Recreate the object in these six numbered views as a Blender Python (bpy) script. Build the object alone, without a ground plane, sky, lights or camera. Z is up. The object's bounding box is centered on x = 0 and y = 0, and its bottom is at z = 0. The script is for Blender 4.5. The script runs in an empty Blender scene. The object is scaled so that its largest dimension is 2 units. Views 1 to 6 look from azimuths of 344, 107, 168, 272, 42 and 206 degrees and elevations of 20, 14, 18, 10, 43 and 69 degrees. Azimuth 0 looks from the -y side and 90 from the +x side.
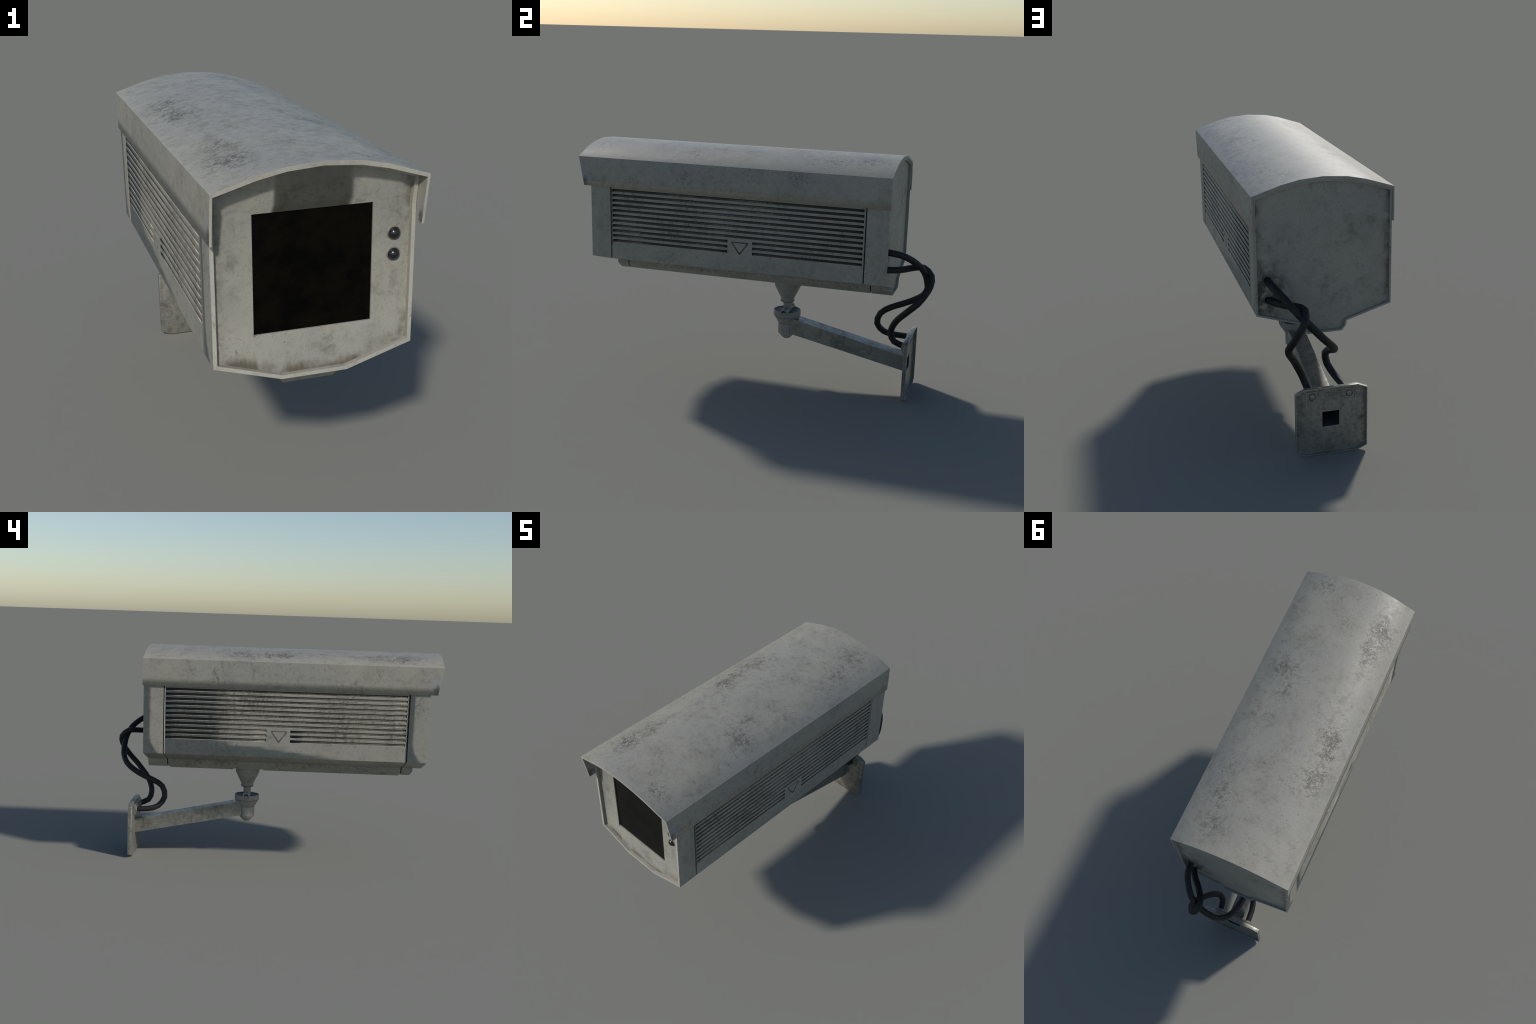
import bpy, bmesh, math
from mathutils import Vector, Matrix, noise

# ------------------------------------------------------------------ sizes (metres)
SIDE_X = 0.3232           # half width of the housing
Y_FRONT, Y_REAR = -0.919, 0.770
Y_SEAM_F, Y_SEAM_R = -0.799, 0.649
GAP = 0.0065              # dark seam between end collars and centre section
Z_WALL = 0.6918           # bottom of the vertical walls
KEEL_X, Z_BELLY = 0.107, 0.6250
KEEL_BOT_X, Z_KEEL = 0.084, 0.5768
NECK_Y = 0.1525
ARCH = [(-0.3320, 1.2568), (-0.198, 1.3002), (-0.112, 1.3188), (0.0, 1.3272),
        (0.112, 1.3188), (0.198, 1.3002), (0.3320, 1.2568)]
SKIRT_Z = 1.0955
HOOD_T = 0.0078

# ------------------------------------------------------------------ node helpers
def new_mat(name):
    m = bpy.data.materials.new(name)
    m.use_nodes = True
    nt = m.node_tree
    for n in list(nt.nodes):
        nt.nodes.remove(n)
    out = nt.nodes.new('ShaderNodeOutputMaterial')
    bsdf = nt.nodes.new('ShaderNodeBsdfPrincipled')
    nt.links.new(bsdf.outputs[0], out.inputs[0])
    return m, nt, bsdf


class G:
    """tiny helper around a node tree"""
    def __init__(self, nt):
        self.nt = nt
        self.tc = nt.nodes.new('ShaderNodeTexCoord')
        self.obj = self.tc.outputs['Object']

    def n(self, t, **kw):
        nd = self.nt.nodes.new(t)
        for k, v in kw.items():
            setattr(nd, k, v)
        return nd

    def link(self, a, b):
        self.nt.links.new(a, b)

    def put(self, sock, v):
        if hasattr(v, 'is_linked') or hasattr(v, 'links'):
            self.link(v, sock)
        else:
            sock.default_value = v

    def mapping(self, scale=(1, 1, 1), loc=(0, 0, 0), rot=(0, 0, 0), src=None):
        m = self.n('ShaderNodeMapping')
        m.inputs['Scale'].default_value = scale
        m.inputs['Location'].default_value = loc
        m.inputs['Rotation'].default_value = rot
        self.link(src or self.obj, m.inputs['Vector'])
        return m.outputs[0]

    def noise(self, scale, detail=4, rough=0.55, vec=None, dist=0.0, lac=2.0):
        t = self.n('ShaderNodeTexNoise')
        t.inputs['Scale'].default_value = scale
        t.inputs['Detail'].default_value = detail
        t.inputs['Roughness'].default_value = rough
        t.inputs['Lacunarity'].default_value = lac
        t.inputs['Distortion'].default_value = dist
        self.link(vec or self.obj, t.inputs['Vector'])
        return t.outputs[0]

    def ramp(self, v, a, b, lo=0.0, hi=1.0):
        r = self.n('ShaderNodeMapRange')
        r.interpolation_type = 'SMOOTHSTEP'
        self.put(r.inputs['Value'], v)
        r.inputs['From Min'].default_value = a
        r.inputs['From Max'].default_value = b
        r.inputs['To Min'].default_value = lo
        r.inputs['To Max'].default_value = hi
        return r.outputs[0]

    def math(self, op, a, b=0.0):
        m = self.n('ShaderNodeMath', operation=op)
        self.put(m.inputs[0], a)
        self.put(m.inputs[1], b)
        return m.outputs[0]

    def mix(self, fac, a, b, mode='MIX'):
        m = self.n('ShaderNodeMix', data_type='RGBA', blend_type=mode)
        self.put(m.inputs[0], fac)
        for s, v in ((m.inputs[6], a), (m.inputs[7], b)):
            if isinstance(v, tuple):
                s.default_value = v + (1.0,)
            else:
                self.link(v, s)
        return m.outputs[2]

    def bump(self, h, dist, strength=1.0):
        b = self.n('ShaderNodeBump')
        b.inputs['Strength'].default_value = strength
        b.inputs['Distance'].default_value = dist
        self.link(h, b.inputs['Height'])
        return b.outputs[0]

    def xyz(self):
        s = self.n('ShaderNodeSeparateXYZ')
        self.link(self.obj, s.inputs[0])
        return s.outputs


def worn_paint(name, base=(0.302, 0.286, 0.238), cool=(0.274, 0.264, 0.230),
               grime=(0.088, 0.080, 0.062), dark=(0.040, 0.036, 0.028), gain=1.0,
               spots=(), extra=None, offset=(0, 0, 0), edge=0.0, crisp=True):
    """weathered grey enamel: cloudy tone, fine mottling, specks, and stain clusters of dark flakes"""
    m, nt, b = new_mat(name)
    g = G(nt)
    p = g.mapping(loc=offset)
    cloud = g.noise(2.7, 3, 0.55, p)
    patch = g.noise(7.5, 4, 0.6, g.mapping(loc=(offset[0] + 3.1, 1.7, 5.2)))
    col = g.mix(g.ramp(cloud, 0.36, 0.64), base, cool)
    # broad soft smudges
    col = g.mix(g.ramp(patch, 0.44, 0.72, 0, 0.30 * gain), col, (0.175, 0.165, 0.130))
    # fine mottling, brushed a little
    mot = g.noise(27, 8, 0.74, p, dist=0.3)
    col = g.mix(g.math('MULTIPLY', g.ramp(mot, 0.46, 0.70), g.ramp(patch, 0.32, 0.66, 0.20 * gain, 0.55 * gain)), col, grime)
    fine = g.noise(120, 3, 0.6, p)
    col = g.mix(g.ramp(fine, 0.48, 0.74, 0, 0.40), col, tuple(c * 0.6 for c in base))
    # scattered specks
    speck = g.math('MULTIPLY', g.ramp(g.noise(70, 4, 0.6, g.mapping(loc=(2.2, 9.1, 3.3 + offset[1])), dist=0.8), 0.615, 0.70),
                   g.ramp(g.noise(5.0, 3, 0.5, p), 0.40, 0.60))
    col = g.mix(g.math('MULTIPLY', speck, 0.75 * gain), col, dark)
    # stain clusters
    flake = g.math('ADD', g.math('MULTIPLY', g.noise(46, 7, 0.74, p, dist=0.5), 0.6),
                   g.math('MULTIPLY', g.noise(120, 4, 0.65, p, dist=0.3), 0.4))
    clus = g.math('MULTIPLY', g.ramp(g.noise(3.6, 3, 0.55, g.mapping(loc=(11.3 + offset[0], 4.4, 7.7))), 0.56, 0.72), 0.35)
    wob = g.math('MULTIPLY', g.math('SUBTRACT', g.noise(11, 5, 0.65, p), 0.5), 2.4)
    for c, r, k in spots:
        mp = g.mapping(scale=tuple(1 / a for a in r), loc=tuple(-q / a for q, a in zip(c, r)))
        ln = g.n('ShaderNodeVectorMath', operation='LENGTH')
        g.link(mp, ln.inputs[0])
        clus = g.math('MAXIMUM', clus, g.ramp(g.math('ADD', ln.outputs['Value'], wob), 0.0, 1.55, k * 0.92, 0.0))
    worn = g.math('MULTIPLY', clus, g.ramp(g.math('ADD', flake, g.math('MULTIPLY', clus, 0.05)), 0.495, 0.60)) if crisp else \
        g.math('MULTIPLY', clus, g.ramp(mot, 0.42, 0.66, 0, 0.62))
    col = g.mix(g.math('MULTIPLY', worn, 0.9), col, (0.052, 0.048, 0.037))
    if extra is not None:
        col = extra(g, col)
    if edge:
        col = g.mix(g.math('MULTIPLY', edge_mask(g, 0.006), edge), col, (0.46, 0.445, 0.39))
    g.link(g.ramp(mot, 0.35, 0.65, 0.38, 0.54), b.inputs['Roughness'])
    g.link(col, b.inputs['Base Color'])
    b.inputs['Specular IOR Level'].default_value = 0.5
    h = g.math('SUBTRACT', g.math('MULTIPLY', fine, 0.35), worn)
    g.link(g.bump(h, 0.0012, 0.6), b.inputs['Normal'])
    return m


def edge_mask(g, radius):
    """1 along convex and concave edges, from the rounded-edge normal"""
    bv = g.n('ShaderNodeBevel')
    bv.samples = 6
    bv.inputs['Radius'].default_value = radius
    d = g.n('ShaderNodeVectorMath', operation='DOT_PRODUCT')
    g.link(bv.outputs[0], d.inputs[0])
    g.link(g.n('ShaderNodeNewGeometry').outputs['True Normal'], d.inputs[1])
    return g.math('MULTIPLY', g.ramp(d.outputs['Value'], 0.80, 0.985, 1, 0), g.ramp(g.noise(30, 4, 0.6), 0.32, 0.6, 0.35, 1))


def front_edge_dirt(g, col):
    """brown dirt collected on the lower ledge and in the right-hand corner of the recess"""
    s = g.xyz()
    ax = g.math('ABSOLUTE', s[0])
    # height over the V-shaped lower rim
    over = g.math('SUBTRACT', s[2], g.math('ADD', 0.638, g.math('MULTIPLY',
                  g.math('MAXIMUM', g.math('SUBTRACT', ax, 0.10), 0.0), 0.32)))
    streak = g.noise(10, 5, 0.65, g.mapping(scale=(5, 1, 1.1)))
    lo = g.ramp(g.math('SUBTRACT', over, g.math('MULTIPLY', streak, 0.085)), -0.04, 0.004, 1, 0)
    col = g.mix(g.math('MULTIPLY', lo, g.ramp(g.noise(8, 3), 0.36, 0.56, 0.15, 0.85)), col, (0.075, 0.060, 0.038))
    side = g.math('MULTIPLY', g.ramp(ax, 0.272, 0.312), g.ramp(g.noise(16, 5, 0.7), 0.42, 0.62))
    return g.mix(g.math('MULTIPLY', side, 0.6), col, (0.09, 0.075, 0.05))


def rear_edge_dirt(g, col):
    s = g.xyz()
    ax = g.math('ABSOLUTE', s[0])
    nn = g.noise(20, 5, 0.7)
    side = g.math('MULTIPLY', g.ramp(ax, 0.275, 0.313), g.ramp(nn, 0.40, 0.6))
    col = g.mix(g.math('MULTIPLY', side, 0.75), col, (0.04, 0.037, 0.028))
    # oily stains round the two cable entries
    dx = g.math('SUBTRACT', s[0], 0.268)
    dz = g.math('MULTIPLY', g.math('SUBTRACT', s[2], 0.79), 0.75)
    d = g.math('SQRT', g.math('ADD', g.math('MULTIPLY', dx, dx), g.math('MULTIPLY', dz, dz)))
    st = g.math('MULTIPLY', g.ramp(d, 0.03, 0.16, 1, 0), g.ramp(nn, 0.40, 0.58))
    return g.mix(g.math('MULTIPLY', st, 0.8), col, (0.035, 0.032, 0.024))


def louvre_grime(g, col):
    """brown soot smeared across the louvred field of the side panels"""
    s = g.xyz()
    field = g.math('MULTIPLY', g.math('MULTIPLY', g.ramp(s[2], 0.776, 0.80), g.ramp(s[2], 1.08, 1.095, 1, 0)),
                   g.math('MULTIPLY', g.ramp(s[1], -0.80, -0.77), g.ramp(s[1], 0.62, 0.65, 1, 0)))
    notch = g.math('MULTIPLY', g.ramp(s[1], -0.115, -0.10), g.ramp(s[1], 0.03, 0.045, 1, 0))
    notch = g.math('SUBTRACT', 1.0, g.math('MULTIPLY', notch, g.ramp(s[2], 0.865, 0.875, 1, 0)))
    k = g.math('MULTIPLY', g.ramp(g.noise(3.4, 3, 0.55, g.mapping(scale=(1, 1, 1.6), loc=(2, 5, 1))), 0.42, 0.66),
               g.ramp(g.noise(48, 5, 0.75, g.mapping(scale=(1, 1, 0.5))), 0.42, 0.62))
    k = g.math('MULTIPLY', g.math('MULTIPLY', k, field), notch)
    return g.mix(g.math('MULTIPLY', k, 0.72), col, (0.062, 0.051, 0.033))


def skirt_damage(g, col):
    """chipped dark spot with a pale halo at the lower front corners of the hood"""
    s = g.xyz()
    dy = g.math('ADD', s[1], 0.952)
    dz = g.math('MULTIPLY', g.math('SUBTRACT', s[2], 1.115), 0.7)
    d = g.math('SQRT', g.math('ADD', g.math('MULTIPLY', dy, dy), g.math('MULTIPLY', dz, dz)))
    d = g.math('ADD', d, g.math('MULTIPLY', g.math('SUBTRACT', g.noise(38, 4), 0.5), 0.045))
    low = g.ramp(s[2], 1.20, 1.23, 1, 0)
    col = g.mix(g.math('MULTIPLY', g.math('MULTIPLY', g.ramp(d, 0.03, 0.075, 1, 0), low), 0.55), col, (0.25, 0.25, 0.275))
    return g.mix(g.math('MULTIPLY', g.ramp(d, 0.010, 0.030, 1, 0), 0.8), col, (0.06, 0.054, 0.045))


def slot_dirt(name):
    """brown soot lying in the louvre slots, in patches along the panel, colour darker towards the +x side"""
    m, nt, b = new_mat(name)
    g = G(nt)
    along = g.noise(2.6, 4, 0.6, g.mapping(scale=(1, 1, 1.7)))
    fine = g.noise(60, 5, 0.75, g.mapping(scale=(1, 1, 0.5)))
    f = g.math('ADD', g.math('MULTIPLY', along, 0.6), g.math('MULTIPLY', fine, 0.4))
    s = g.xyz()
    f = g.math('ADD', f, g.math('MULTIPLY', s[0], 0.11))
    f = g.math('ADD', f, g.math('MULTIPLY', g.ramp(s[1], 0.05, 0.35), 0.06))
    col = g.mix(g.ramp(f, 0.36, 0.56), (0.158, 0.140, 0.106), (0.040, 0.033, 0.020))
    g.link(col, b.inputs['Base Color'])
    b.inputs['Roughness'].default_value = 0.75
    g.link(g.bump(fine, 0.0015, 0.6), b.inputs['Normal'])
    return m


def galvanised(name):
    """scuffed, stained zinc-coated steel with edges lightened for specular glints"""
    m, nt, b = new_mat(name)
    g = G(nt)
    c1 = g.noise(9, 6, 0.68, dist=0.4)
    c2 = g.noise(45, 6, 0.72, dist=0.5)
    f = g.math('ADD', g.math('MULTIPLY', c1, 0.45), g.math('MULTIPLY', c2, 0.55))
    col = g.mix(g.ramp(f, 0.38, 0.70), (0.305, 0.298, 0.262), (0.092, 0.088, 0.072))
    ed = edge_mask(g, 0.006)
    col = g.mix(g.math('MULTIPLY', ed, 0.85), col, (0.66, 0.67, 0.68))
    g.link(col, b.inputs['Base Color'])
    g.link(g.math('ADD', 0.52, g.math('MULTIPLY', ed, 0.42)), b.inputs['Metallic'])
    g.link(g.ramp(f, 0.3, 0.65, 0.28, 0.50), b.inputs['Roughness'])
    g.link(g.bump(c2, 0.0014, 0.6), b.inputs['Normal'])
    return m


def plain(name, col, rough, metallic=0.0, var=0.25, scale=20, coat=0.0, spec=0.5):
    m, nt, b = new_mat(name)
    g = G(nt)
    n = g.noise(scale, 5, 0.65)
    c = g.mix(g.ramp(n, 0.35, 0.68), col, tuple(x * (1 - var) for x in col))
    g.link(c, b.inputs['Base Color'])
    g.link(g.ramp(n, 0.3, 0.7, rough, min(1, rough + 0.12)), b.inputs['Roughness'])
    b.inputs['Metallic'].default_value = metallic
    b.inputs['Coat Weight'].default_value = coat
    b.inputs['Coat Roughness'].default_value = 0.05
    b.inputs['Specular IOR Level'].default_value = spec
    return m


Z_R = 1.30
PAINT_HOOD = worn_paint('paint_hood', gain=0.95, extra=skirt_damage, edge=0.45, spots=[
    ((-0.22, -0.77, Z_R), (0.10, 0.14, 0.06), 1.0), ((-0.21, -0.62, Z_R), (0.08, 0.13, 0.06), 0.75),
    ((-0.22, -0.02, Z_R), (0.09, 0.17, 0.06), 1.0), ((-0.23, 0.17, Z_R), (0.08, 0.13, 0.06), 0.95),
    ((0.19, -0.33, Z_R), (0.10, 0.11, 0.06), 0.85), ((0.12, -0.22, Z_R), (0.09, 0.08, 0.06), 0.8),
    ((0.19, 0.46, Z_R), (0.10, 0.10, 0.06), 0.7), ((0.15, 0.64, Z_R), (0.09, 0.11, 0.06), 0.7),
    ((0.18, -0.91, Z_R), (0.07, 0.06, 0.06), 0.8), ((0.20, -0.02, Z_R), (0.09, 0.10, 0.06), 0.45),
    ((0.03, 0.21, Z_R), (0.08, 0.10, 0.06), 0.5), ((-0.14, 0.27, Z_R), (0.10, 0.08, 0.06), 0.6),
    ((0.0, -0.74, Z_R), (0.06, 0.07, 0.06), 0.5),
    ((-0.333, 0.33, 1.17), (0.05, 0.06, 0.07), 0.7), ((-0.333, 0.49, 1.18), (0.05, 0.04, 0.04), 0.6),
    ((-0.333, -0.62, 1.21), (0.05, 0.09, 0.06), 0.6), ((-0.333, -0.50, 1.12), (0.05, 0.10, 0.05), 0.5),
    ((0.333, -0.36, 1.18), (0.05, 0.05, 0.05), 0.7), ((0.333, -0.66, 1.14), (0.05, 0.05, 0.04), 0.7),
    ((0.333, 0.30, 1.22), (0.05, 0.09, 0.05), 0.6), ((0.333, -0.01, 1.22), (0.05, 0.12, 0.04), 0.4)])
PAINT_BODY = worn_paint('paint_body', gain=0.9, extra=louvre_grime, offset=(4.0, 1.0, 2.0), edge=0.45, spots=[
    ((-0.323, 0.31, 0.74), (0.05, 0.06, 0.05), 0.7), ((-0.323, 0.50, 0.73), (0.05, 0.06, 0.04), 0.6),
    ((-0.323, -0.85, 1.02), (0.05, 0.05, 0.07), 0.5), ((0.323, -0.49, 0.715), (0.05, 0.07, 0.04), 0.7),
    ((0.323, 0.71, 0.80), (0.05, 0.05, 0.08), 0.4)])
PAINT_FRONT = worn_paint('paint_front_plate', base=(0.318, 0.306, 0.258), cool=(0.285, 0.28, 0.248), gain=0.75, extra=front_edge_dirt, crisp=False, offset=(7.0, 3.0, 1.0), spots=[
    ((-0.24, -0.90, 1.11), (0.07, 0.1, 0.07), 0.6), ((-0.24, -0.90, 1.01), (0.07, 0.1, 0.06), 0.45),
    ((0.06, -0.90, 0.705), (0.06, 0.1, 0.04), 0.7), ((0.27, -0.90, 1.17), (0.06, 0.1, 0.09), 0.6),
    ((0.25, -0.90, 0.88), (0.06, 0.1, 0.08), 0.5), ((-0.08, -0.94, 1.22), (0.10, 0.1, 0.06), 0.7)])
PAINT_REAR = worn_paint('paint_rear_plate', extra=rear_edge_dirt, crisp=False, gain=1.0, offset=(1.0, 8.0, 4.0), spots=[
    ((-0.05, 0.756, 0.76), (0.10, 0.1, 0.09), 0.45), ((0.06, 0.756, 0.87), (0.11, 0.1, 0.06), 0.35),
    ((0.26, 0.756, 1.09), (0.05, 0.1, 0.05), 0.6), ((-0.16, 0.756, 1.12), (0.07, 0.1, 0.06), 0.4)])
PAINT_BELLY = worn_paint('paint_underside', gain=1.15, base=(0.30, 0.29, 0.25), cool=(0.275, 0.27, 0.24), offset=(5.0, 5.0, 5.0), spots=[
    ((0.1, -0.3, 0.62), (0.4, 0.5, 0.035), 0.6), ((-0.1, 0.4, 0.62), (0.4, 0.4, 0.035), 0.6)])
PAINT_CAST = worn_paint('paint_casting', base=(0.27, 0.262, 0.228), cool=(0.245, 0.242, 0.222), gain=0.8, offset=(9.0, 2.0, 6.0))
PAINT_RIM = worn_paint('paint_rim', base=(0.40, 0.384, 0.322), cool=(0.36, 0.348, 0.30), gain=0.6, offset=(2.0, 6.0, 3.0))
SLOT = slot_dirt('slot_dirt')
CUP_TOP = plain('cup_top_dark', (0.10, 0.10, 0.095), 0.6, var=0.4)
GROOVE = plain('groove_painted_occlusion', (0.042, 0.037, 0.027), 0.85, var=0.4, scale=40)
GAPMAT = plain('seam_shadow_gap', (0.03, 0.028, 0.024), 0.9)
ZINC = galvanised('galvanised_steel')
INNER = plain('tube_inside', (0.03, 0.032, 0.034), 0.8)
STEEL = plain('dull_steel', (0.17, 0.165, 0.15), 0.5, metallic=0.4)
SOCKET = plain('bolt_socket', (0.035, 0.033, 0.03), 0.6)
GLASS = plain('smoked_window', (0.0030, 0.0024, 0.0013), 0.16, var=0.9, scale=14, spec=0.12)
LENS = plain('indicator_lens', (0.010, 0.010, 0.013), 0.17, coat=0.25)
RUBBER = plain('cable_rubber', (0.014, 0.0135, 0.014), 0.48, var=0.3, scale=30, spec=0.32)

# ------------------------------------------------------------------ mesh helpers
ROOT = bpy.data.objects.new('security_camera', None)
bpy.context.collection.objects.link(ROOT)
ROOT['label'] = 'weathered grey box security camera on galvanised wall bracket'
ROOT['category'] = 'security camera'


def add(name, verts, faces, mats, parent=ROOT, fmat=None, smooth=None, bevel=0.0, segs=2, fix=True):
    me = bpy.data.meshes.new(name)
    me.from_pydata([tuple(v) for v in verts], [], faces)
    if fix:
        bm = bmesh.new()
        bm.from_mesh(me)
        bmesh.ops.recalc_face_normals(bm, faces=bm.faces)
        bm.to_mesh(me)
        bm.free()
    for m in (mats if isinstance(mats, (list, tuple)) else [mats]):
        me.materials.append(m)
    if fmat:
        for p in me.polygons:
            p.material_index = fmat(p)
    ob = bpy.data.objects.new(name, me)
    bpy.context.collection.objects.link(ob)
    ob.parent = parent
    if smooth is not None:
        for p in me.polygons:
            p.use_smooth = True
        me.set_sharp_from_angle(angle=math.radians(smooth))
    if bevel:
        md = ob.modifiers.new('edge_round', 'BEVEL')
        md.width = bevel
        md.segments = segs
        md.limit_method = 'ANGLE'
        md.angle_limit = math.radians(28)
        md.harden_normals = True
        for p in me.polygons:
            p.use_smooth = True
    return ob


def smooth(a, b, x):
    t = min(1.0, max(0.0, (x - a) / (b - a)))
    return t * t * (3 - 2 * t)


def shade_normals(ob, fn):
    """per-corner shading normals, fn(position, face normal) -> vector or None"""
    me = ob.data
    out = [None] * len(me.loops)
    for p in me.polygons:
        p.use_smooth = True
        for li in p.loop_indices:
            v = me.vertices[me.loops[li].vertex_index].co
            n = fn(v, p.normal)
            out[li] = (n if n is not None else p.normal).normalized()
    me.normals_split_custom_set([tuple(n) for n in out])


def prism(poly, y0, y1):
    """closed x,z polygon swept along y, with caps"""
    n = len(poly)
    v = [(x, y0, z) for x, z in poly] + [(x, y1, z) for x, z in poly]
    f = [tuple(range(n)), tuple(range(n, 2 * n))]
    f += [(i, (i + 1) % n, n + (i + 1) % n, n + i) for i in range(n)]
    return v, f


def ring_prism(outer, inner, y0, y1):
    n = len(outer)
    v = [(x, y0, z) for x, z in outer] + [(x, y0, z) for x, z in inner] + \
        [(x, y1, z) for x, z in outer] + [(x, y1, z) for x, z in inner]
    f = []
    for i in range(n):
        j = (i + 1) % n
        f += [(i, j, n + j, n + i), (2 * n + i, 2 * n + j, 3 * n + j, 3 * n + i),
              (i, j, 2 * n + j, 2 * n + i), (n + i, n + j, 3 * n + j, 3 * n + i)]
    return v, f


def box(x0, x1, y0, y1, z0, z1):
    return prism([(x0, z0), (x1, z0), (x1, z1), (x0, z1)], y0, y1)


def lathe(profile, seg=40, centre=(0, 0, 0), axis='z'):
    v, f = [], []
    n = len(profile)
    for k in range(seg):
        a = 2 * math.pi * k / seg
        for r, h in profile:
            p = (r * math.cos(a), r * math.sin(a), h)
            if axis == 'x':
                p = (h, r * math.cos(a), r * math.sin(a))
            if axis == 'y':
                p = (r * math.sin(a), h, r * math.cos(a))
            v.append(tuple(p[i] + centre[i] for i in range(3)))
    for k in range(seg):
        k2 = (k + 1) % seg
        for i in range(n - 1):
            f.append((k * n + i, k2 * n + i, k2 * n + i + 1, k * n + i + 1))
    f.append(tuple(k * n for k in range(seg)))
    f.append(tuple(k * n + n - 1 for k in range(seg)))
    return v, f


def inset_poly(poly, d):
    """parallel inset of a convex-ish closed polygon"""
    n = len(poly)
    area = sum(poly[i][0] * poly[(i + 1) % n][1] - poly[(i + 1) % n][0] * poly[i][1] for i in range(n))
    sgn = 1 if area > 0 else -1
    res = []
    for i in range(n):
        p0, p1, p2 = Vector(poly[i - 1]), Vector(poly[i]), Vector(poly[(i + 1) % n])
        d1, d2 = (p1 - p0).normalized(), (p2 - p1).normalized()
        n1, n2 = Vector((-d1.y, d1.x)) * sgn, Vector((-d2.y, d2.x)) * sgn
        b = (n1 + n2)
        b = b / max(0.3, b.dot(n1))
        res.append(tuple(p1 + b * d))
    return res


# ------------------------------------------------------------------ hood
def hood_front_y(z):
    return -1.0 + 0.180 * (1.3272 - z)      # slanted front cut


def build_hood():
    rows = 14
    left = [(-0.3320, SKIRT_Z + (1.2568 - SKIRT_Z) * i / rows) for i in range(rows)]
    outer = left + ARCH + [(-x, z) for x, z in reversed(left)]
    inner = []
    for x, z in outer:
        if abs(x) > 0.33:
            inner.append((math.copysign(0.3320 - HOOD_T, x), min(z, 1.2465)))
        else:
            inner.append((x, z - 0.0145))
    n = len(outer)
    ys = [0.0, 0.25, 0.5, 0.75, 1.0]
    v = []
    for prof in (outer, inner):
        for t in ys:
            for x, z in prof:
                y0 = hood_front_y(z)
                y1 = 0.7745 if z > 1.2 else 0.776
                v.append((x, y0 + (y1 - y0) * t, z))
    L = len(ys)
    idx = lambda s, t, i: (s * L + t) * n + i
    f = []
    for t in range(L - 1):
        for i in range(n - 1):
            f.append((idx(0, t, i), idx(0, t, i + 1), idx(0, t + 1, i + 1), idx(0, t + 1, i)))
            f.append((idx(1, t, i), idx(1, t + 1, i), idx(1, t + 1, i + 1), idx(1, t, i + 1)))
        for i in (0, n - 1):
            f.append((idx(0, t, i), idx(1, t, i), idx(1, t + 1, i), idx(0, t + 1, i)))
    for t in (0, L - 1):
        for i in range(n - 1):
            f.append((idx(0, t, i), idx(1, t, i), idx(1, t, i + 1), idx(0, t, i + 1)))
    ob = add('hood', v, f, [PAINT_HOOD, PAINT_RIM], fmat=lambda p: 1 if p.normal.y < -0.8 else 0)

    def arch_normal(x):
        # averaged facet normals along the low arch, leaning outwards at the eaves
        a = abs(x)
        pts = [(0.0, 0.0), (0.112, 9.0), (0.197, 16.5), (0.3320, 40.0)]
        for (x0, a0), (x1, a1) in zip(pts, pts[1:]):
            if a <= x1 + 1e-6:
                ang = math.radians(a0 + (a1 - a0) * (a - x0) / (x1 - x0))
                break
        return Vector((math.copysign(math.sin(ang), x), 0, math.cos(ang)))

    def fn(p, fnrm):
        if fnrm.z > 0.6 and p.z > 1.25:
            return arch_normal(p.x)
        if abs(fnrm.x) > 0.9 and abs(p.x) > 0.33:
            s = math.copysign(1, p.x)
            t = 1 - (p.z - SKIRT_Z) / (1.2568 - SKIRT_Z)
            return Vector((s, 0, -1.0 * smooth(0.70, 0.98, t) + 0.06 * (1 - t)))  # flat skirt; normals bent down to give its dark lower band
        return None
    shade_normals(ob, fn)
    return ob


hood = build_hood()

# ------------------------------------------------------------------ housing ends
INNER_ARCH = [(-SIDE_X, 1.2455)] + [(x, z - 0.0155) for x, z in ARCH[1:-1]] + [(SIDE_X, 1.2455)]
FRONT_SECTION = INNER_ARCH + [(SIDE_X, Z_WALL), (KEEL_X, Z_BELLY), (-KEEL_X, Z_BELLY), (-SIDE_X, Z_WALL)]
REAR_SECTION = INNER_ARCH + [(SIDE_X, Z_WALL), (KEEL_X, Z_BELLY), (KEEL_X - 0.002, 0.604), (KEEL_BOT_X, Z_KEEL),
                             (-KEEL_BOT_X, Z_KEEL), (-KEEL_X + 0.002, 0.604), (-KEEL_X, Z_BELLY), (-SIDE_X, Z_WALL)]


def turn_in(d, h, reach, sag):
    """how far a wall normal has turned round its rear edge: d = fraction from that edge, h = height over the sill"""
    edge = reach + sag * max(0.0, 1 - h / 0.11) ** 2
    return 1 - smooth(edge * 0.72, edge * 1.25, d)


def wall_normals(y_a, y_b, reach, sag):
    """vertical walls carry normals that turn towards the neighbouring faces at their rear edge"""
    def fn(p, fnrm):
        if abs(fnrm.x) > 0.9 and abs(p.x) > 0.318:
            s = math.copysign(1, p.x)
            k = turn_in((y_b - p.y) / (y_b - y_a), p.z - Z_WALL, reach, sag)
            return Vector((s, 1.0 * k, -0.25 * k))  # bent normals draw the shaded band on a flat wall
        return None
    return fn


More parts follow.
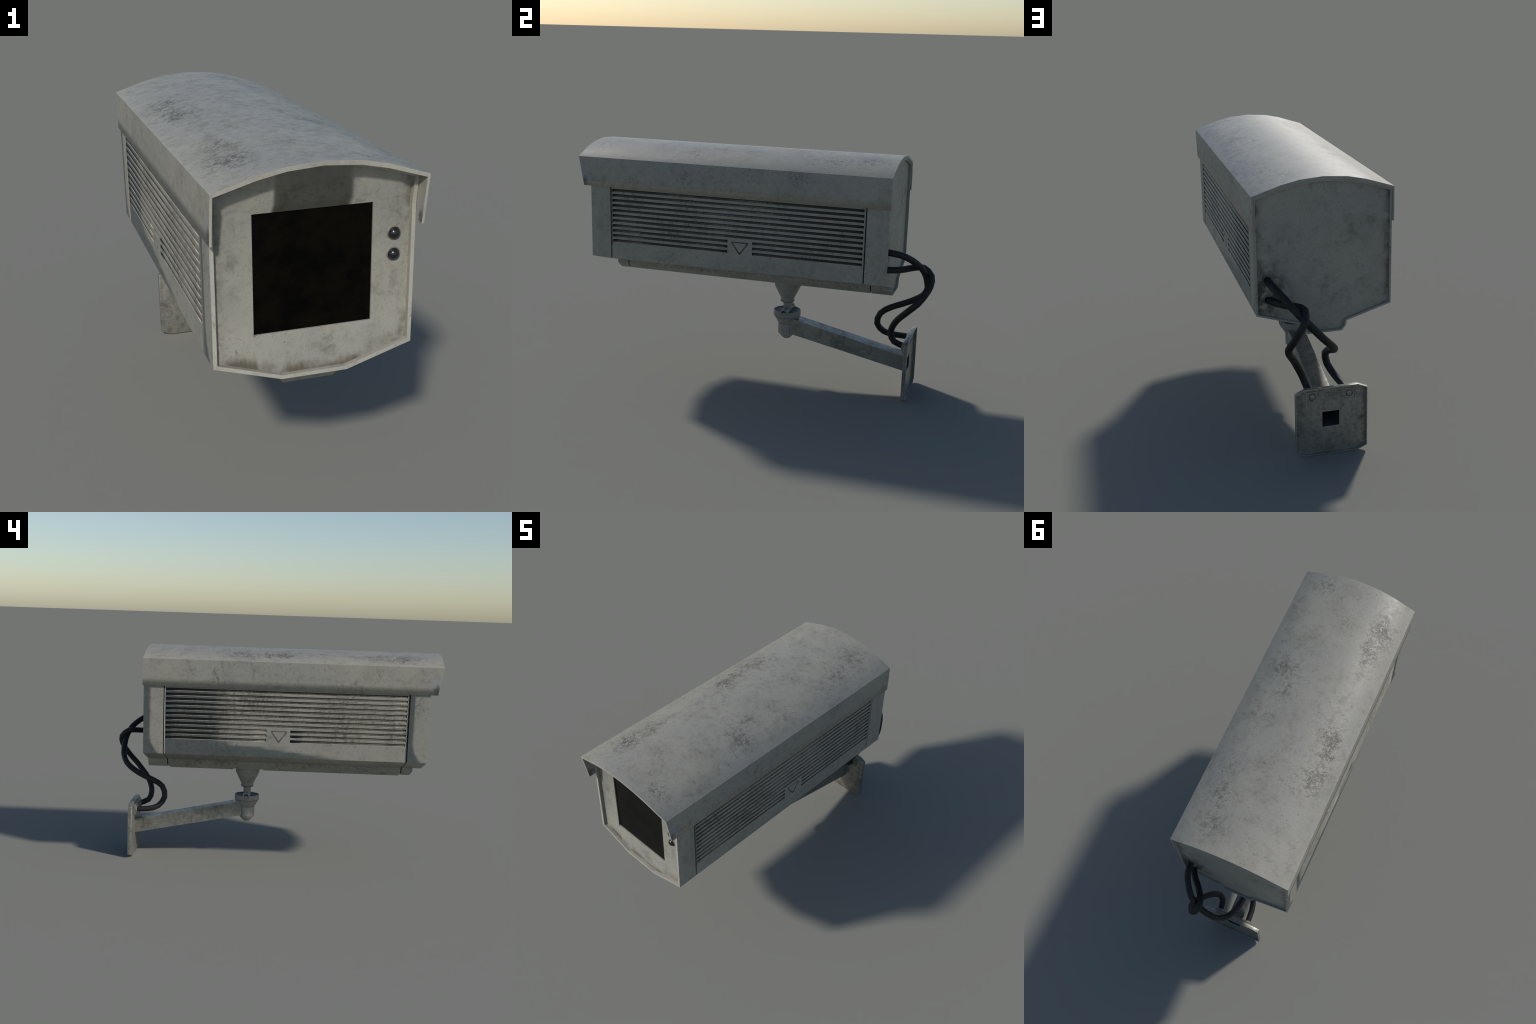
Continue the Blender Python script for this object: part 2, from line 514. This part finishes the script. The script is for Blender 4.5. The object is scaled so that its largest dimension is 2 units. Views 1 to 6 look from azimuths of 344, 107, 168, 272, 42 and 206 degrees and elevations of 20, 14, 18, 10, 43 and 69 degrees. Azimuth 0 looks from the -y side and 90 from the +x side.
def collar(name, section, y0, y1, rim, reach, sag):
    inner = inset_poly(section, rim)
    # extra rows on the tall walls so that the shading runs smoothly
    def dense(poly):
        out = []
        n = len(poly)
        for i in range(n):
            a, b = poly[i], poly[(i + 1) % n]
            k = 24 if abs(a[0] - b[0]) < 1e-5 and abs(a[1] - b[1]) > 0.3 else 1
            for j in range(k):
                out.append((a[0] + (b[0] - a[0]) * j / k, a[1] + (b[1] - a[1]) * j / k))
        return out
    o, i_ = dense(section), dense(inner)
    n = len(o)
    ys = [y0 + (y1 - y0) * k / 12 for k in range(13)]
    v = []
    for prof in (o, i_):
        for y in ys:
            v += [(x, y, z) for x, z in prof]
    f = []
    ix = lambda s, t, k: (s * 13 + t) * n + k % n
    for k in range(n):
        for t in range(12):
            f.append((ix(0, t, k), ix(0, t, k + 1), ix(0, t + 1, k + 1), ix(0, t + 1, k)))
            f.append((ix(1, t, k), ix(1, t, k + 1), ix(1, t + 1, k + 1), ix(1, t + 1, k)))
        for t in (0, 12):
            f.append((ix(0, t, k), ix(0, t, k + 1), ix(1, t, k + 1), ix(1, t, k)))
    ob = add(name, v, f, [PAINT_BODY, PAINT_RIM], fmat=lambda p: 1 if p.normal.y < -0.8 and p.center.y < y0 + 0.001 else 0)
    shade_normals(ob, wall_normals(y0, y1, reach, sag))
    return ob


fc = collar('front_collar', FRONT_SECTION, Y_FRONT, Y_SEAM_F - GAP / 2, 0.0125, 0.22, 0.4)
collar('rear_collar', REAR_SECTION, Y_SEAM_R + GAP / 2, Y_REAR, 0.0085, 0.30, 0.4)

LEAN_Z = 1.163


def lean(z, x=0.32):
    """the brow of the front leans forward under the hood, more in the middle than at the rims"""
    h = max(0.0, z - LEAN_Z)
    k = smooth(0.308, 0.27, abs(x)) if abs(x) < 0.308 else 0.0
    return -(0.22 * h) * (1 - k) - k * (0.022 * min(1.0, h / 0.026) + max(0.0, h - 0.026) * 0.12)


for vert in fc.data.vertices:
    w = max(0.0, 1 - (vert.co.y - Y_FRONT) / 0.06)
    vert.co.y += lean(vert.co.z) * w

# dark liner that closes the seams and the gap under the hood
v, f = prism(inset_poly(REAR_SECTION, 0.011), -0.85, 0.70)
add('inner_liner', v, f, GAPMAT)

# ------------------------------------------------------------------ front plate with window opening
Y_FACE = -0.902
WX, WZ0, WZ1 = 0.1905, 0.777, 1.161
front_in = inset_poly(FRONT_SECTION, 0.0115)


def build_front_plate():
    """U-shaped lower plate round the window plus a brow that leans forward to the arch"""
    side = max(x for x, z in front_in)
    low = [(x, z) for x, z in front_in if z < 1.0]
    arch = sorted((x, z) for x, z in front_in if z > 1.0)

    def arch_z(x):
        for (xa, za), (xb, zb) in zip(arch, arch[1:]):
            if xa - 1e-9 <= x <= xb + 1e-9:
                return za + (zb - za) * (x - xa) / (xb - xa)
    v, f = [], []
    cols = sorted({-side, side, -WX, WX, -0.112, 0.0, 0.112, -0.198, 0.198, -0.135, -0.122, -0.06, 0.06, 0.10, 0.124, -0.25, 0.25, -0.27, 0.27, -0.29, 0.29})
    rows = 10
    for x in cols:
        for r in range(rows + 1):
            z = LEAN_Z - 0.002 + (arch_z(x) - LEAN_Z + 0.002) * r / rows
            v.append((x, Y_FACE + lean(z, x), z))
    R = rows + 1
    for c in range(len(cols) - 1):
        for r in range(rows):
            f.append((c * R + r, c * R + r + 1, (c + 1) * R + r + 1, (c + 1) * R + r))
    zt = LEAN_Z - 0.002
    order = sorted(low, key=lambda p: -math.atan2(p[1] - 0.95, p[0]) if p[1] > 5 else p[0])
    u = [(-side, zt)] + order + [(side, zt), (WX, zt), (WX, WZ0), (-WX, WZ0), (-WX, zt)]
    n0 = len(v)
    v += [(x, Y_FACE, z) for x, z in u]
    f.append(tuple(n0 + k for k in range(len(u))))
    # returns of the window opening
    for a, b in (((-WX, WZ0), (WX, WZ0)), ((WX, WZ0), (WX, WZ1)), ((WX, WZ1), (-WX, WZ1)), ((-WX, WZ1), (-WX, WZ0))):
        k = len(v)
        v += [(a[0], Y_FACE, a[1]), (b[0], Y_FACE, b[1]), (b[0], Y_FACE + 0.012, b[1]), (a[0], Y_FACE + 0.012, a[1])]
        f.append((k, k + 1, k + 2, k + 3))
    ob = add('front_plate', v, f, PAINT_FRONT, fix=False)
    me = ob.data
    bm = bmesh.new()
    bm.from_mesh(me)
    for fc_ in bm.faces:
        if abs(fc_.normal.y) > 0.5 and fc_.normal.y > 0:
            fc_.normal_flip()
        elif abs(fc_.normal.y) < 0.1 and (Vector((0, 0, 0.969)) - fc_.calc_center_median()).dot(fc_.normal) < 0:
            fc_.normal_flip()
    bm.to_mesh(me)
    bm.free()

    def fn(p, fnrm):
        if fnrm.y < -0.5 and p.z > LEAN_Z - 0.003:
            k = smooth(-0.138, -0.118, p.x) * (1 - smooth(0.098, 0.126, p.x))
            return Vector((0, -1 + 0.35 * k, -0.28 - 0.95 * k))     # normals tipped down to shade the flat brow's middle dark
        return None
    shade_normals(ob, fn)
    return ob


front_plate = build_front_plate()
v, f = box(-WX - 0.006, WX + 0.006, Y_FACE + 0.006, Y_FACE + 0.016, WZ0 - 0.006, WZ1 + 0.006)
add('window', v, f, GLASS, parent=front_plate)

dome = [(0.0001, -0.0165), (0.006, -0.0158), (0.011, -0.0135), (0.0150, -0.0100), (0.0178, -0.0055), (0.0190, 0.0), (0.0190, 0.006)]
for k, z in enumerate((1.056, 0.9885)):
    c = (0.2615, Y_FACE - 0.001, z)
    if k == 0:
        v, f = lathe(dome, 32, (0, 0, 0), 'y')
        lamp = add('indicator_light', v, f, LENS, parent=front_plate, smooth=60)
        lamp.location = c
        v, f = lathe([(0.0190, 0.003), (0.0195, -0.0015), (0.0222, -0.0015), (0.0235, 0.003)], 32, (0, 0, 0), 'y')
        ringo = add('light_bezel', v, f, PAINT_FRONT, parent=front_plate, smooth=40)
        ringo.location = c
    else:
        for src in (lamp, ringo):
            o = src.copy()
            bpy.context.collection.objects.link(o)
            o.location = c

# ------------------------------------------------------------------ rear plate
v, f = prism(inset_poly(REAR_SECTION, 0.0078), 0.742, 0.756)
rear_plate = add('rear_plate', v, f, PAINT_REAR)
for z in (0.860, 0.764):
    v, f = lathe([(0.017, 0.0), (0.017, 0.008), (0.0205, 0.008), (0.0225, 0.005), (0.0225, 0.0)], 28, (0.267, 0.7555, z), 'y')
    add('cable_grommet', v, f, PAINT_REAR, parent=rear_plate, smooth=40)

# ------------------------------------------------------------------ louvred side panels
SL_TOP, SL_BOT, SLOTS = 1.0865, 0.784, 11
PITCH = (SL_TOP - SL_BOT) / (SLOTS - 0.42)
SLOT_H = PITCH * 0.58
SL_DEPTH = 0.0028
Y0, Y1 = Y_SEAM_F + GAP / 2, Y_SEAM_R - GAP / 2
YS0, YS1 = -0.787, 0.6375
NY0, NY1 = -0.1045, 0.0365
EMB_Z0, EMB_Z1 = 0.762, SL_TOP - (SLOTS - 4) * PITCH - SLOT_H
TRI = [(-0.0835, 0.8485), (0.0135, 0.8485), (-0.035, 0.7815)]


def side_panel(sgn):
    """outer skin as a grid of cells; slot cells are pushed in as small louvres"""
    zs = [Z_WALL]
    marks = []
    for k in range(SLOTS):
        top = SL_TOP - k * PITCH
        marks.append((top - SLOT_H, top))
    zz = sorted({Z_WALL, 0.704, 0.716, 0.728, 0.740, EMB_Z0, 1.102} | {round(a, 5) for m in marks for a in m})
    yy = sorted({Y0, YS0, -0.70, -0.6, -0.5, -0.4, -0.3, -0.2, NY0, NY1, 0.13, 0.22, 0.31, 0.4, 0.48, 0.56, YS1, Y1})
    slot_of = {}
    for k, (a, b) in enumerate(marks):
        slot_of[round(a, 5)] = k
    X = SIDE_X - 0.0003
    verts, faces, fm, cache = [], [], [], {}

    def vid(x, y, z):
        key = (round(x, 6), round(y, 6), round(z, 6))
        if key not in cache:
            cache[key] = len(verts)
            verts.append((sgn * x, y, z))
        return cache[key]

    def is_slot(j, i):
        z = round(zz[j], 5)
        if z not in slot_of:
            return False
        yc = (yy[i] + yy[i + 1]) / 2
        if yc < YS0 or yc > YS1:
            return False
        if slot_of[z] >= SLOTS - 3 and NY0 < yc < NY1:
            return False
        return True

    def quad(pts, m):
        q = [vid(*p) for p in pts]
        if sgn < 0:
            q.reverse()
        faces.append(tuple(q))
        fm.append(m)
    for j in range(len(zz) - 1):
        za, zb = zz[j], zz[j + 1]
        for i in range(len(yy) - 1):
            ya, yb = yy[i], yy[i + 1]
            if abs(ya - NY0) < 1e-6 and za > EMB_Z0 - 1e-4 and zb < EMB_Z1 + 1e-4:
                continue          # the emblem tile fills this cell
            if not is_slot(j, i):
                quad([(X, ya, za), (X, yb, za), (X, yb, zb), (X, ya, zb)], 0)
                continue
            zm, zg = za + (zb - za) * 0.13, za + (zb - za) * 0.70
            D = X - SL_DEPTH
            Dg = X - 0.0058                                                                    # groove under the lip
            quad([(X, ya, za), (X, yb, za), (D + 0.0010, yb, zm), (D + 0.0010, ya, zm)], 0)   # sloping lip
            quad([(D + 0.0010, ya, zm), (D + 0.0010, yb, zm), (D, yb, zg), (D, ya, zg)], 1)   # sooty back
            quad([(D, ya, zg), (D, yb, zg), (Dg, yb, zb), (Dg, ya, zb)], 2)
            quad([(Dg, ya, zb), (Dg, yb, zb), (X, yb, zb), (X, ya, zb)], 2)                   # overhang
            for e, y in ((i - 1, ya), (i + 1, yb)):
                if not is_slot(j, e):
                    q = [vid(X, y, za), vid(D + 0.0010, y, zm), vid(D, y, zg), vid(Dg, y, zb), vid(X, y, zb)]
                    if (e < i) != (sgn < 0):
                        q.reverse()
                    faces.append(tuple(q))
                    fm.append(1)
    # returns at the seams and the slanted lower apron to the keel
    for y in (Y0, Y1):
        for j in range(len(zz) - 1):
            quad([(X, y, zz[j]), (X - 0.012, y, zz[j]), (X - 0.012, y, zz[j + 1]), (X, y, zz[j + 1])] if y == Y0 else
                 [(X - 0.012, y, zz[j]), (X, y, zz[j]), (X, y, zz[j + 1]), (X - 0.012, y, zz[j + 1])], 0)
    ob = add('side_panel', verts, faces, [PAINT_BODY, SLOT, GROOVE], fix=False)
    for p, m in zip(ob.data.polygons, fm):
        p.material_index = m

    def fn(p, fnrm):
        if abs(fnrm.x) > 0.8:
            d = (Y1 - p.y) / (Y1 - Y0)
            h = p.z - Z_WALL
            k = 1 - smooth(0.14, 0.27, d)
            low = 1 - smooth(-0.010, 0.012, h - 0.105 * (1 - d / 0.72))
            k = max(k, low * (1 - smooth(0.5, 0.8, d)))
            n = Vector((sgn, 1.0 * k, -0.25 * k))  # tilts shading only, so the flat panel's rear and sill go dark
            if abs(fnrm.x) < 0.985:
                n = n.normalized() + Vector((0, 0, fnrm.z))
            return n
        return None
    shade_normals(ob, fn)
    return ob


def triangle_outline(d, k=5):
    """rounded triangle pointing down, outline offset by d"""
    pts = inset_poly(TRI, -d)
    out = []
    n = 3
    r = 0.011 + d * 0.6
    for i in range(n):
        p0, p1, p2 = Vector(pts[i - 1]), Vector(pts[i]), Vector(pts[(i + 1) % n])
        a = p1 + (p0 - p1).normalized() * r
        b = p1 + (p2 - p1).normalized() * r
        for j in range(k + 1):
            t = j / k
            out.append(tuple(a * (1 - t) ** 2 + p1 * 2 * t * (1 - t) + b * t * t))
    return out


def emblem(sgn, parent):
    """tile in the notch of the louvres with a sunk triangular groove round a flat centre"""
    bm = bmesh.new()
    X = SIDE_X - 0.0003
    mk = lambda y, z, h: bm.verts.new((sgn * (X + h), y, z))
    rect = [mk(NY0, EMB_Z0, 0), mk(NY1, EMB_Z0, 0), mk(NY1, EMB_Z1, 0), mk(NY0, EMB_Z1, 0)]
    rings = [[mk(y, z, h) for y, z in triangle_outline(d)]
             for d, h in ((0.0030, 0.0), (0.0015, -0.0012), (-0.0045, -0.0012), (-0.0065, 0.0004))]
    n = len(rings[0])
    groove = []
    for a, b in zip(rings, rings[1:]):
        for i in range(n):
            groove.append(bm.faces.new((a[i], a[(i + 1) % n], b[(i + 1) % n], b[i])))
    bm.faces.new(rings[-1])
    e = [bm.edges.get((L[i], L[(i + 1) % len(L)])) or bm.edges.new((L[i], L[(i + 1) % len(L)]))
         for L in (rect, rings[0]) for i in range(len(L))]
    bmesh.ops.triangle_fill(bm, use_beauty=True, edges=e)
    bmesh.ops.recalc_face_normals(bm, faces=bm.faces)
    if sum(fc.normal.x * fc.calc_area() for fc in bm.faces) * sgn < 0:
        bmesh.ops.reverse_faces(bm, faces=bm.faces)
    for fc in groove[:2 * n]:
        fc.material_index = 1  # dark material draws the shadow line of the triangle
    me = bpy.data.meshes.new('triangle_emblem')
    bm.to_mesh(me)
    bm.free()
    me.materials.append(PAINT_BODY)
    me.materials.append(SLOT)
    ob = bpy.data.objects.new('triangle_emblem', me)
    bpy.context.collection.objects.link(ob)
    ob.parent = parent


for s in (-1, 1):
    pan = side_panel(s)
    emblem(s, pan)

# ------------------------------------------------------------------ belly, keel and rails
BELLY = [(SIDE_X, Z_WALL + 0.0005), (KEEL_X, Z_BELLY), (KEEL_X - 0.002, 0.604), (KEEL_BOT_X, Z_KEEL),
         (-KEEL_BOT_X, Z_KEEL), (-KEEL_X + 0.002, 0.604), (-KEEL_X, Z_BELLY), (-SIDE_X, Z_WALL + 0.0005),
         (-SIDE_X + 0.012, Z_WALL + 0.010), (SIDE_X - 0.012, Z_WALL + 0.010)]
BELLY[0] = (SIDE_X - 0.0006, Z_WALL)
BELLY[7] = (-SIDE_X + 0.0006, Z_WALL)
v, f = prism(BELLY, Y0, Y1)
belly = add('belly_pan', v, f, PAINT_BELLY)
# short keel nose under the front collar, front end slanted
nose = [(KEEL_X - 0.001, Z_BELLY + 0.004), (KEEL_X - 0.002, 0.604), (KEEL_BOT_X, Z_KEEL),
        (-KEEL_BOT_X, Z_KEEL), (-KEEL_X + 0.002, 0.604), (-KEEL_X + 0.001, Z_BELLY + 0.004)]
v, f = prism(nose, -0.869, Y_SEAM_F - GAP / 2)
v = [(x, y + (max(0, (0.596 - z)) * 0.8 if y < -0.86 else 0), z) for x, y, z in v]
add('keel_nose', v, f, PAINT_BELLY)
for ya, yb in ((-0.786, 0.053), (0.241, 0.636)):
    v, f = prism([(-0.081, 0.580), (-0.080, 0.5705), (0.030, 0.5705), (0.031, 0.580)], ya, yb)
    add('mounting_rail', v, f, PAINT_BELLY, parent=belly, bevel=0.0015)

# ------------------------------------------------------------------ swivel mount
def turned(name, prof, mat, seg=48, angle=32, **kw):
    v, f = lathe(prof, seg, (0, NECK_Y, 0))
    return add(name, v, f, mat, smooth=angle, **kw)


funnel = turned('funnel_mount', [(0.0748, 0.5805), (0.0752, 0.548), (0.0730, 0.543), (0.0400, 0.476), (0.0388, 0.473),
                                 (0.0388, 0.461), (0.0405, 0.4605), (0.0405, 0.4565), (0.0375, 0.4525), (0.0250, 0.452)], [PAINT_CAST, GROOVE],
                fmat=lambda p: 1 if abs(p.center.z - 0.4608) < 0.0012 or (p.center.z < 0.455 and p.normal.z < -0.3) else 0)
swivel = turned('swivel_stem', [(0.0235, 0.456), (0.0235, 0.388)], PAINT_CAST)
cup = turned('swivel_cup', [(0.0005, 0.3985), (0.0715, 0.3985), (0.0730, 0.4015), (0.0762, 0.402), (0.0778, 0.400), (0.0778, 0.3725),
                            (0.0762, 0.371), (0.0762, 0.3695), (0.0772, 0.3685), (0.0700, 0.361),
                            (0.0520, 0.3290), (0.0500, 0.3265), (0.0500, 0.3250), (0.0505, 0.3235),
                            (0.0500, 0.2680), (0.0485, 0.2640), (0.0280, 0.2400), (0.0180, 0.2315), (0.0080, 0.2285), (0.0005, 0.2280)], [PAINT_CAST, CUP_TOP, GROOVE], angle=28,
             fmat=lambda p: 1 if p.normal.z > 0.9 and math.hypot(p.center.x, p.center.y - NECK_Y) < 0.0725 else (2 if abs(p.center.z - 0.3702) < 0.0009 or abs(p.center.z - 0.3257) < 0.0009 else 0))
bolt_prof = [(0.0140, -0.068), (0.0145, -0.0800), (0.0165, -0.0818), (0.0218, -0.0818), (0.0232, -0.0800), (0.0232, -0.058),
             (0.0205, -0.054), (0.0205, 0.054),
             (0.0232, 0.058), (0.0232, 0.0800), (0.0218, 0.0818), (0.0165, 0.0818), (0.0145, 0.0800), (0.0140, 0.068)]
v, f = lathe(bolt_prof, 32, (0, 0.1545, 0.400), 'x')
bolt = add('pivot_bolt', v, f, [PAINT_CAST, SOCKET], parent=swivel, smooth=32,
           fmat=lambda p: 1 if (abs(p.center.x) < 0.0805 and abs(p.center.x) > 0.0675 and
                                math.hypot(p.center.y - 0.1545, p.center.z - 0.400) < 0.0150) else 0)
for s in (-1, 1):
    v, f = lathe([(0.0065, 0.0), (0.0065, 0.0045), (0.005, 0.006)], 6, (0, 0, 0), 'x')
    v = [(s * (0.0680 + x), 0.1545 + y, 0.400 + z) for x, y, z in v]
    add('hex_screw', v, f, STEEL, parent=swivel)

# ------------------------------------------------------------------ arm: hollow square tube, slightly tapering
AX = 0.0442


def arm_mesh():
    ys = (0.185, 0.8640)
    zt = lambda y: 0.3628 - 0.2150 * (y - 0.19)
    zb = lambda y: 0.2716 - 0.2030 * (y - 0.18)
    v = []
    for w in (0.0, 0.0025):
        for y in ys:
            a = AX - w
            v += [(-a, y, zb(y) + w), (a, y, zb(y) + w), (a, y, zt(y) - w), (-a, y, zt(y) - w)]
    f = []
    for i in range(4):
        j = (i + 1) % 4
        f += [(i, j, 4 + j, 4 + i), (8 + i, 8 + j, 12 + j, 12 + i), (4 + i, 4 + j, 12 + j, 12 + i), (i, j, 8 + j, 8 + i)]
    return v, f


v, f = arm_mesh()
arm = add('bracket_arm', v, f, [ZINC, INNER], bevel=0.0045, segs=3,
          fmat=lambda p: 1 if abs(p.center.x) < AX - 0.001 and abs((p.center.z) - (0.317 - 0.209 * (p.center.y - 0.185))) < 0.0435 and p.area > 0.01 else 0)

# ------------------------------------------------------------------ wall plate: shallow tray open at the back
def chamfered(hw, z0, z1, cx, cz):
    return [(-hw + cx, z0), (hw - cx, z0), (hw, z0 + cz), (hw, z1 - cz), (hw - cx, z1), (-hw + cx, z1), (-hw, z1 - cz), (-hw, z0 + cz)]


PL_OUT = chamfered(0.1745, 0.0, 0.3460, 0.046, 0.0200)
PL_IN = inset_poly(PL_OUT, 0.0035)
PL_RIM = inset_poly(PL_OUT, 0.0022)


def wall_plate():
    n = 8
    hole = [(-0.0418, 0.1358), (0.0418, 0.1358), (0.0418, 0.2148), (-0.0418, 0.2148)]
    bm = bmesh.new()
    loops = []
    # front edge is rounded, the sides run back to y=0.882, the inside floor lies at y=0.864
    for prof, y in ((inset_poly(PL_OUT, 0.004), 0.8595), (PL_RIM, 0.8605), (PL_OUT, 0.8640), (PL_OUT, 0.8825), (PL_IN, 0.8825), (PL_IN, 0.8650)):
        loops.append([bm.verts.new((x, y, z)) for x, z in prof])
    for a, b in zip(loops, loops[1:]):
        for i in range(n):
            j = (i + 1) % n
            bm.faces.new((a[i], a[j], b[j], b[i]))
    hf = [bm.verts.new((x, 0.8595, z)) for x, z in hole]
    hb = [bm.verts.new((x, 0.8650, z)) for x, z in hole]
    for ring, h in ((loops[0], hf), (loops[-1], hb)):
        e = []
        for L in (ring, h):
            for i in range(len(L)):
                p, q = L[i], L[(i + 1) % len(L)]
                e.append(bm.edges.get((p, q)) or bm.edges.new((p, q)))
        bmesh.ops.triangle_fill(bm, use_beauty=True, edges=e)
    for i in range(4):
        j = (i + 1) % 4
        bm.faces.new((hf[i], hf[j], hb[j], hb[i]))
    bmesh.ops.recalc_face_normals(bm, faces=bm.faces)
    me = bpy.data.meshes.new('wall_plate')
    bm.to_mesh(me)
    bm.free()
    me.materials.append(ZINC)
    for p in me.polygons:
        p.use_smooth = True
    me.set_sharp_from_angle(angle=math.radians(50))
    ob = bpy.data.objects.new('wall_plate', me)
    bpy.context.collection.objects.link(ob)
    ob.parent = ROOT
    return ob


plate = wall_plate()
# hollow cable block pressed out of the front of the plate, with two bushings
v, f = box(-0.1215, 0.1215, 0.846, 0.8600, 0.266, 0.3265)
block = add('cable_block', v, f, ZINC, parent=plate, bevel=0.003)
for x in (-0.0905, 0.0905):
    v, f = lathe([(0.0165, -0.008), (0.0195, -0.008), (0.0235, -0.005), (0.0235, 0.004)], 28, (x, 0.8455, 0.2965), 'y')
    add('cable_bushing', v, f, ZINC, parent=plate, smooth=40)
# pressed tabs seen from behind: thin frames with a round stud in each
for sx in (-1, 1):
    o = [(sx * 0.066, 0.2655), (sx * 0.122, 0.2655), (sx * 0.122, 0.3235), (sx * 0.066, 0.3235)]
    v, f = ring_prism(o, inset_poly(o, 0.0040), 0.8648, 0.8678)
    add('pressed_tab', v, f, ZINC, parent=plate, bevel=0.001)
    v, f = lathe([(0.0005, 0.0), (0.0168, 0.0), (0.0168, -0.002)], 28, (sx * 0.0905, 0.8658, 0.2965), 'y')
    add('stud_dark_ring', v, f, GROOVE, parent=plate)
    v, f = lathe([(0.0005, 0.0040), (0.0075, 0.0036), (0.0120, 0.0020), (0.0145, -0.001)], 24, (sx * 0.0905, 0.8658, 0.2965), 'y')
    add('stud_head', v, f, ZINC, parent=plate, smooth=50)

# ------------------------------------------------------------------ cables
CABLE_UPPER = [(0.267, 0.745, 0.860), (0.257, 0.823, 0.850), (0.227, 0.881, 0.820), (0.191, 0.925, 0.778),
               (0.148, 0.948, 0.729), (0.101, 0.954, 0.676), (0.055, 0.951, 0.624), (0.010, 0.924, 0.575),
               (-0.017, 0.873, 0.536), (-0.030, 0.811, 0.503), (-0.031, 0.747, 0.475), (-0.023, 0.690, 0.436),
               (-0.036, 0.673, 0.370), (-0.066, 0.710, 0.317), (-0.084, 0.772, 0.300), (-0.0905, 0.855, 0.2965)]
CABLE_LOWER = [(0.267, 0.745, 0.764), (0.235, 0.802, 0.761), (0.196, 0.843, 0.760), (0.160, 0.886, 0.765),
               (0.136, 0.935, 0.763), (0.147, 0.979, 0.725), (0.175, 0.980, 0.676), (0.194, 0.957, 0.628),
               (0.209, 0.925, 0.583), (0.202, 0.886, 0.543), (0.182, 0.850, 0.505), (0.160, 0.815, 0.466),
               (0.138, 0.788, 0.420), (0.115, 0.777, 0.371), (0.098, 0.795, 0.321), (0.0905, 0.855, 0.2965)]


def catmull(p, per):
    P = [Vector(q) for q in p]
    out = []
    for i in range(len(P) - 1):
        a, b, c, d = P[max(i - 1, 0)], P[i], P[i + 1], P[min(i + 2, len(P) - 1)]
        for k in range(per):
            t = k / per
            out.append(0.5 * (2 * b + (c - a) * t + (2 * a - 5 * b + 4 * c - d) * t * t + (3 * b - a - 3 * c + d) * t ** 3))
    out.append(P[-1])
    return out


def tube(name, pts, r, seg=10):
    v, f = [], []
    up = Vector((1, 0, 0))
    for i, p in enumerate(pts):
        t = (pts[min(i + 1, len(pts) - 1)] - pts[max(i - 1, 0)]).normalized()
        up = (up - t * up.dot(t)).normalized()
        w = t.cross(up)
        for k in range(seg):
            a = 2 * math.pi * k / seg
            v.append(p + (up * math.cos(a) + w * math.sin(a)) * r)
    for i in range(len(pts) - 1):
        for k in range(seg):
            k2 = (k + 1) % seg
            f.append((i * seg + k, i * seg + k2, (i + 1) * seg + k2, (i + 1) * seg + k))
    f.append(tuple(range(seg)))
    f.append(tuple((len(pts) - 1) * seg + k for k in range(seg)))
    return add(name, v, f, RUBBER, smooth=60)


for pts in (CABLE_UPPER, CABLE_LOWER):
    tube('cable', catmull(pts, 2), 0.0177)
